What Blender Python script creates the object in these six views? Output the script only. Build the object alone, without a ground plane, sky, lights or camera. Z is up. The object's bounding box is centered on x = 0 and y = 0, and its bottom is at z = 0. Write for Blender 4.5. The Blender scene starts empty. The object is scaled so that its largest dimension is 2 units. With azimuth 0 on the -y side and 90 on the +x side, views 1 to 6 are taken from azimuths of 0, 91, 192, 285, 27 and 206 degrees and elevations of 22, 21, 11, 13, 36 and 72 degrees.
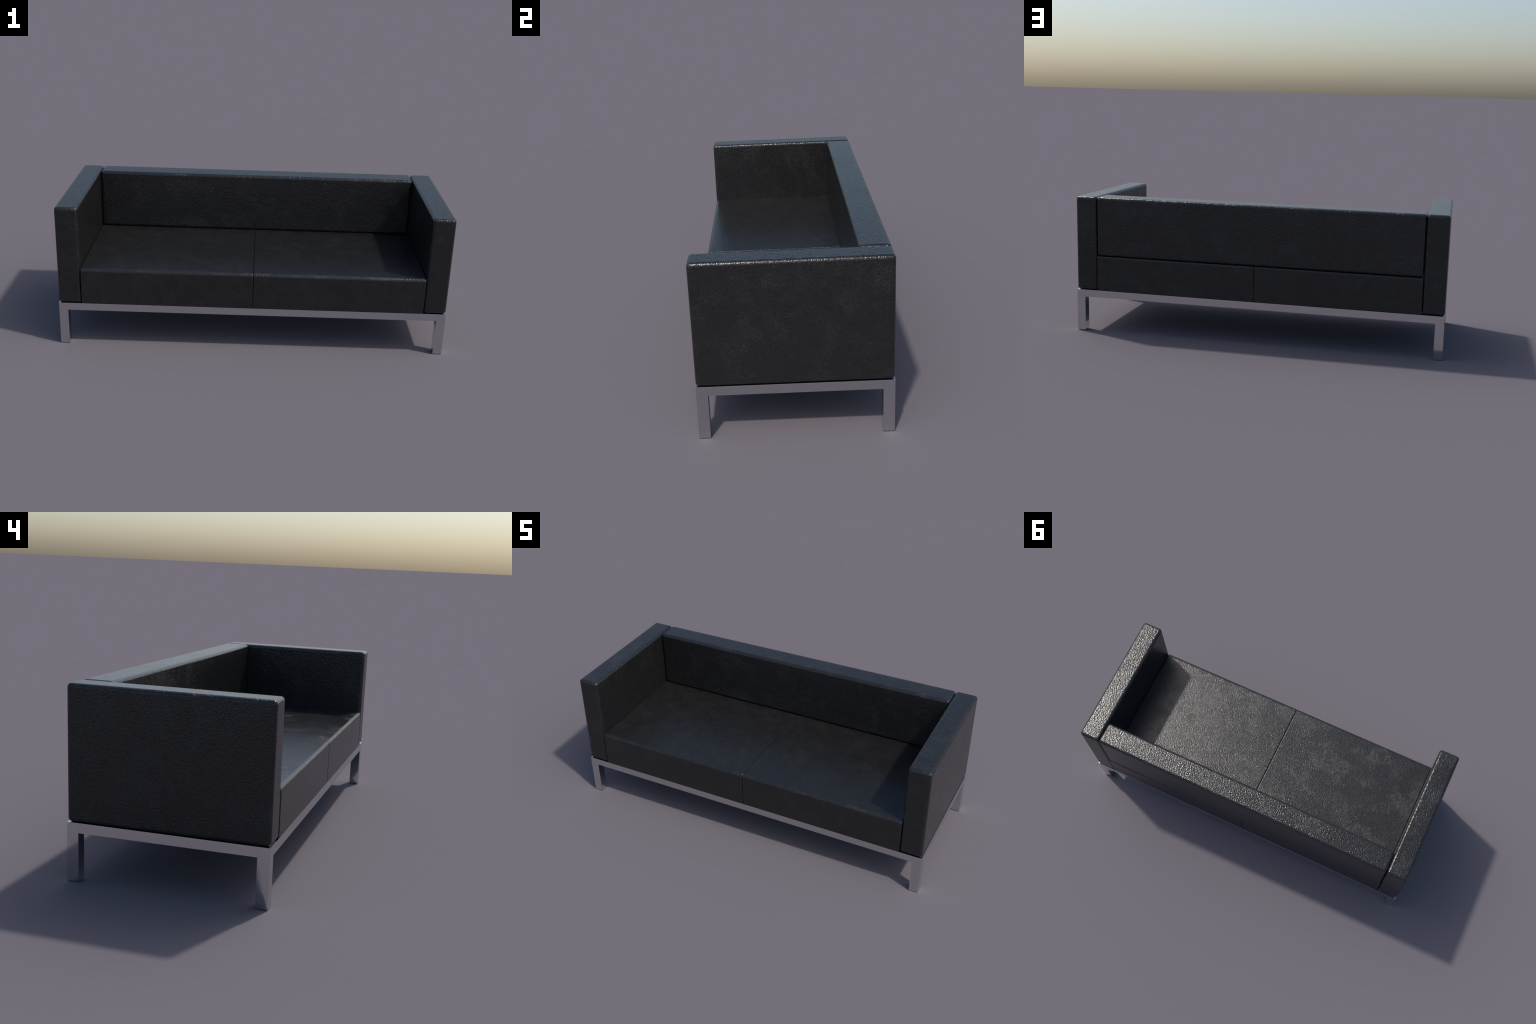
import bpy, bmesh, math
from mathutils import Vector

# ------------------------------------------------------------------ sizes (metres)
FRAME_X, FRAME_Y = 1.000, 0.3900        # half extents of the metal frame
RAIL_TOP, RAIL_BOTTOM = 0.2290, 0.1900  # rails between the legs
LEG = 0.0462                            # square leg
ARM_OUT, ARM_IN = 0.9998, 0.8830        # armrest slab, |x|
ARM_Y = 0.3898
TOP = 0.7462                            # armrest and backrest top
SEAT_END = 0.8825
SEAT_Y = 0.3903
SEAT_TOP = 0.4220
BACK_FRONT, BACK_REAR = 0.2625, 0.3898
BACK_BOTTOM = 0.4225
BACK_END = 0.8822
PAD_ROUND = 0.0155                      # rounding of armrests and backrest

# ------------------------------------------------------------------ materials
def new_material(name):
    m = bpy.data.materials.new(name)
    m.use_nodes = True
    nt = m.node_tree
    nt.nodes.clear()
    out = nt.nodes.new("ShaderNodeOutputMaterial")
    bsdf = nt.nodes.new("ShaderNodeBsdfPrincipled")
    nt.links.new(bsdf.outputs[0], out.inputs["Surface"])
    return m, nt, bsdf


def node(nt, kind, inputs=None, **props):
    n = nt.nodes.new(kind)
    for k, v in props.items():
        setattr(n, k, v)
    for k, v in (inputs or {}).items():
        if isinstance(v, bpy.types.NodeSocket):
            nt.links.new(v, n.inputs[k])
        else:
            n.inputs[k].default_value = v
    return n


def math_node(nt, op, a, b=0.0, clamp=False):
    return node(nt, "ShaderNodeMath", {0: a, 1: b}, operation=op, use_clamp=clamp).outputs[0]


def map_range(nt, v, a, b, c=0.0, d=1.0):
    return node(nt, "ShaderNodeMapRange", {"Value": v, "From Min": a, "From Max": b, "To Min": c, "To Max": d},
                interpolation_type="SMOOTHSTEP").outputs[0]


def leather(name, grain, grain_depth, crease, crease_gain, blotch_gain, rough):
    """Black leather: pebble grain, nets of fine pale wrinkles in patches, soft cloudy wear."""
    m, nt, bsdf = new_material(name)
    coord = node(nt, "ShaderNodeTexCoord").outputs["Object"]
    info = node(nt, "ShaderNodeObjectInfo").outputs["Random"]
    shift = math_node(nt, "MULTIPLY", info, 7.0)
    pos = node(nt, "ShaderNodeVectorMath", {0: coord, 1: shift}, operation="ADD").outputs[0]
    # a bent copy of the coordinates for the wrinkles
    bend = node(nt, "ShaderNodeTexNoise", {"Vector": pos, "Scale": 22.0, "Detail": 3.0, "Roughness": 0.6})
    off = node(nt, "ShaderNodeVectorMath", {0: bend.outputs["Color"], 1: (0.5, 0.5, 0.5)}, operation="SUBTRACT").outputs[0]
    off = node(nt, "ShaderNodeVectorMath", {0: off, 3: 0.055}, operation="SCALE").outputs[0]
    bent = node(nt, "ShaderNodeVectorMath", {0: pos, 1: off}, operation="ADD").outputs[0]
    nets = None
    for k, (s, w) in enumerate(((crease, 0.050), (crease * 2.1, 0.070))):
        v = node(nt, "ShaderNodeTexVoronoi", {"Vector": bent, "Scale": s, "Randomness": 1.0}, feature="DISTANCE_TO_EDGE").outputs["Distance"]
        line = map_range(nt, v, 0.0, w, 1.0, 0.0)
        patch = node(nt, "ShaderNodeTexNoise", {"Vector": node(nt, "ShaderNodeVectorMath", {0: pos, 1: (3.1 * k, 1.7, 9.2 * k)}, operation="ADD").outputs[0],
                                                "Scale": 7.0, "Detail": 4.0, "Roughness": 0.62}).outputs["Fac"]
        line = math_node(nt, "MULTIPLY", line, map_range(nt, patch, 0.50, 0.68))
        nets = line if nets is None else math_node(nt, "MAXIMUM", nets, line)
    cloud = node(nt, "ShaderNodeTexNoise", {"Vector": pos, "Scale": 13.0, "Detail": 5.0, "Roughness": 0.65}).outputs["Fac"]
    cloud = map_range(nt, cloud, 0.35, 0.70)
    fibre = node(nt, "ShaderNodeTexNoise", {"Vector": bent, "Scale": 190.0, "Detail": 3.0, "Roughness": 0.7}).outputs["Fac"]
    wear = math_node(nt, "ADD", math_node(nt, "MULTIPLY", nets, crease_gain), math_node(nt, "MULTIPLY", cloud, blotch_gain))
    wear = math_node(nt, "ADD", wear, math_node(nt, "MULTIPLY", math_node(nt, "SUBTRACT", fibre, 0.5), 0.35), clamp=True)
    ramp = node(nt, "ShaderNodeValToRGB", {"Fac": wear})
    ramp.color_ramp.elements[0].color = (0.0105, 0.0105, 0.0107, 1)
    ramp.color_ramp.elements[1].color = (0.0360, 0.0355, 0.0350, 1)
    bsdf.inputs["Roughness"].default_value = rough
    bsdf.inputs["Specular IOR Level"].default_value = 0.5
    # relief: pebbles + wrinkles
    peb = node(nt, "ShaderNodeTexVoronoi", {"Vector": node(nt, "ShaderNodeVectorMath", {0: pos, 1: node(nt, "ShaderNodeVectorMath", {0: off, 3: 0.10}, operation="SCALE").outputs[0]}, operation="ADD").outputs[0],
                                            "Scale": grain, "Randomness": 1.0, "Smoothness": 0.6}, feature="SMOOTH_F1").outputs["Distance"]
    fine = node(nt, "ShaderNodeTexNoise", {"Vector": pos, "Scale": grain * 1.1, "Detail": 2.0, "Roughness": 0.5}).outputs["Fac"]
    height = math_node(nt, "ADD", math_node(nt, "MULTIPLY", peb, -0.45), fine)
    height = math_node(nt, "SUBTRACT", height, math_node(nt, "MULTIPLY", nets, 0.15))
    # base colour varied with the relief height: darker in the valleys, paler on the pebble crests
    grain_tone = map_range(nt, height, -0.05, 0.45, 0.78, 1.18)
    nt.links.new(node(nt, "ShaderNodeVectorMath", {0: ramp.outputs[0], 3: grain_tone}, operation="SCALE").outputs[0], bsdf.inputs["Base Color"])
    bump = node(nt, "ShaderNodeBump", {"Height": height, "Strength": 1.0, "Distance": grain_depth})
    nt.links.new(bump.outputs[0], bsdf.inputs["Normal"])
    return m


def metal(name):
    m, nt, bsdf = new_material(name)
    coord = node(nt, "ShaderNodeTexCoord").outputs["Object"]
    smear = node(nt, "ShaderNodeTexNoise", {"Vector": coord, "Scale": 14.0, "Detail": 4.0}).outputs["Fac"]
    ramp = node(nt, "ShaderNodeValToRGB", {"Fac": smear})
    ramp.color_ramp.elements[0].color = (0.66, 0.66, 0.67, 1)
    ramp.color_ramp.elements[1].color = (0.70, 0.70, 0.71, 1)
    nt.links.new(ramp.outputs[0], bsdf.inputs["Base Color"])
    bsdf.inputs["Metallic"].default_value = 1.0
    nt.links.new(map_range(nt, smear, 0.3, 0.7, 0.05, 0.09), bsdf.inputs["Roughness"])
    return m


PAD_LEATHER = leather("pad_leather", grain=125.0, grain_depth=0.0017, crease=66.0, crease_gain=0.72, blotch_gain=0.10, rough=0.21)
SEAT_LEATHER = leather("seat_leather", grain=175.0, grain_depth=0.00105, crease=130.0, crease_gain=0.12, blotch_gain=0.19, rough=0.22)
CHROME = metal("polished_metal")

# ------------------------------------------------------------------ geometry helpers
sofa = bpy.data.objects.new("sofa", None)
sofa["label"] = "black leather two-seat box sofa on slim chrome legs"
sofa["category"] = "sofa"
bpy.context.collection.objects.link(sofa)


def add(name, mesh, mat):
    mesh.materials.clear()
    mesh.materials.append(mat)
    ob = bpy.data.objects.new(name, mesh)
    bpy.context.collection.objects.link(ob)
    ob.parent = sofa
    return ob


def rounded_box(lo, hi, radius, segments):
    """Box with every edge rounded; flat faces keep flat shading normals."""
    lo, hi = Vector(lo), Vector(hi)
    bm = bmesh.new()
    bmesh.ops.create_cube(bm, size=1.0)
    for v in bm.verts:
        v.co = Vector([(lo[i] + hi[i]) / 2 + v.co[i] * (hi[i] - lo[i]) for i in range(3)])
    bmesh.ops.bevel(bm, geom=bm.edges[:], offset=radius, segments=segments, profile=0.5, affect="EDGES", clamp_overlap=True)
    return finish(bm)


def finish(bm):
    bmesh.ops.recalc_face_normals(bm, faces=bm.faces[:])
    me = bpy.data.meshes.new("part")
    for f in bm.faces:
        f.smooth = True
    bm.to_mesh(me)
    bm.free()
    # area-weighted vertex normals: large flat faces stay flat, roundings stay smooth
    total = [Vector() for _ in me.vertices]
    for p in me.polygons:
        for v in p.vertices:
            total[v] += p.normal * p.area
    me.normals_split_custom_set_from_vertices([n.normalized() for n in total])
    return me


def rounded_profile(y0, y1, z0, z1, radii, steps=8):
    """Closed outline in the y-z plane; radii run: front-bottom, front-top, rear-top, rear-bottom."""
    pts = []
    corners = (((y0, z0), (1, 1), 270), ((y0, z1), (1, -1), 180), ((y1, z1), (-1, -1), 90), ((y1, z0), (-1, 1), 0))
    for ((y, z), (sy, sz), a0), r in zip(corners, radii):
        cy, cz = y + sy * r, z + sz * r
        for k in range(steps + 1):
            a = math.radians(a0 - 90.0 * k / steps)
            pts.append((cy + r * math.cos(a), cz + r * math.sin(a)))
    return pts


def cushion(x0, x1, y0, y1, z0, z1, radii, end, steps=4):
    """Profile swept along x whose two ends are softened by the radius `end`."""
    bm = bmesh.new()
    rings = []
    left = [(x0 + end * (1 - math.sin(math.radians(90.0 * k / steps))), end * (1 - math.cos(math.radians(90.0 * k / steps)))) for k in range(steps, -1, -1)]
    # left: from the end plane (inset = end) to the full section (inset = 0)
    left.sort(key=lambda s: s[0])
    right = [(x0 + x1 - x, d) for x, d in reversed(left)]
    for x, d in left + right:
        prof = rounded_profile(y0 + d, y1 - d, z0 + d, z1 - d, [max(r - d, 0.0004) for r in radii])
        rings.append([bm.verts.new((x, y, z)) for y, z in prof])
    n = len(rings[0])
    for a, b in zip(rings, rings[1:]):
        for i in range(n):
            bm.faces.new((a[i], a[(i + 1) % n], b[(i + 1) % n], b[i]))
    bm.faces.new(rings[0][::-1])
    bm.faces.new(rings[-1])
    return finish(bm)


# ------------------------------------------------------------------ metal frame: legs and rails
edge = 0.0002
for sx in (-1, 1):
    for sy in (-1, 1):
        xs = sorted((sx * FRAME_X, sx * (FRAME_X - LEG)))
        ys = sorted((sy * FRAME_Y, sy * (FRAME_Y - LEG)))
        add("leg", rounded_box((xs[0], ys[0], 0.0), (xs[1], ys[1], RAIL_TOP), edge, 2), CHROME)
inner = 0.0002
for sy in (-1, 1):
    ys = sorted((sy * FRAME_Y, sy * (FRAME_Y - LEG)))
    add("frame_rail", rounded_box((-FRAME_X + LEG + inner, ys[0], RAIL_BOTTOM), (FRAME_X - LEG - inner, ys[1], RAIL_TOP), edge, 2), CHROME)
for sx in (-1, 1):
    xs = sorted((sx * FRAME_X, sx * (FRAME_X - LEG)))
    add("frame_rail", rounded_box((xs[0], -FRAME_Y + LEG + inner, RAIL_BOTTOM), (xs[1], FRAME_Y - LEG - inner, RAIL_TOP), edge, 2), CHROME)

# ------------------------------------------------------------------ upholstery
for sx in (-1, 1):
    xs = sorted((sx * ARM_OUT, sx * ARM_IN))
    add("armrest", rounded_box((xs[0], -ARM_Y, RAIL_TOP + 0.0005), (xs[1], ARM_Y, TOP), PAD_ROUND, 6), PAD_LEATHER)
add("backrest", rounded_box((-BACK_END, BACK_FRONT, BACK_BOTTOM), (BACK_END, BACK_REAR, TOP), PAD_ROUND, 6), PAD_LEATHER)
for sx in (-1, 1):
    xs = sorted((sx * 0.0002, sx * SEAT_END))
    add("seat_cushion", cushion(xs[0], xs[1], -SEAT_Y, SEAT_Y, RAIL_TOP + 0.0006, SEAT_TOP, (0.003, 0.018, 0.010, 0.003), 0.005), SEAT_LEATHER)
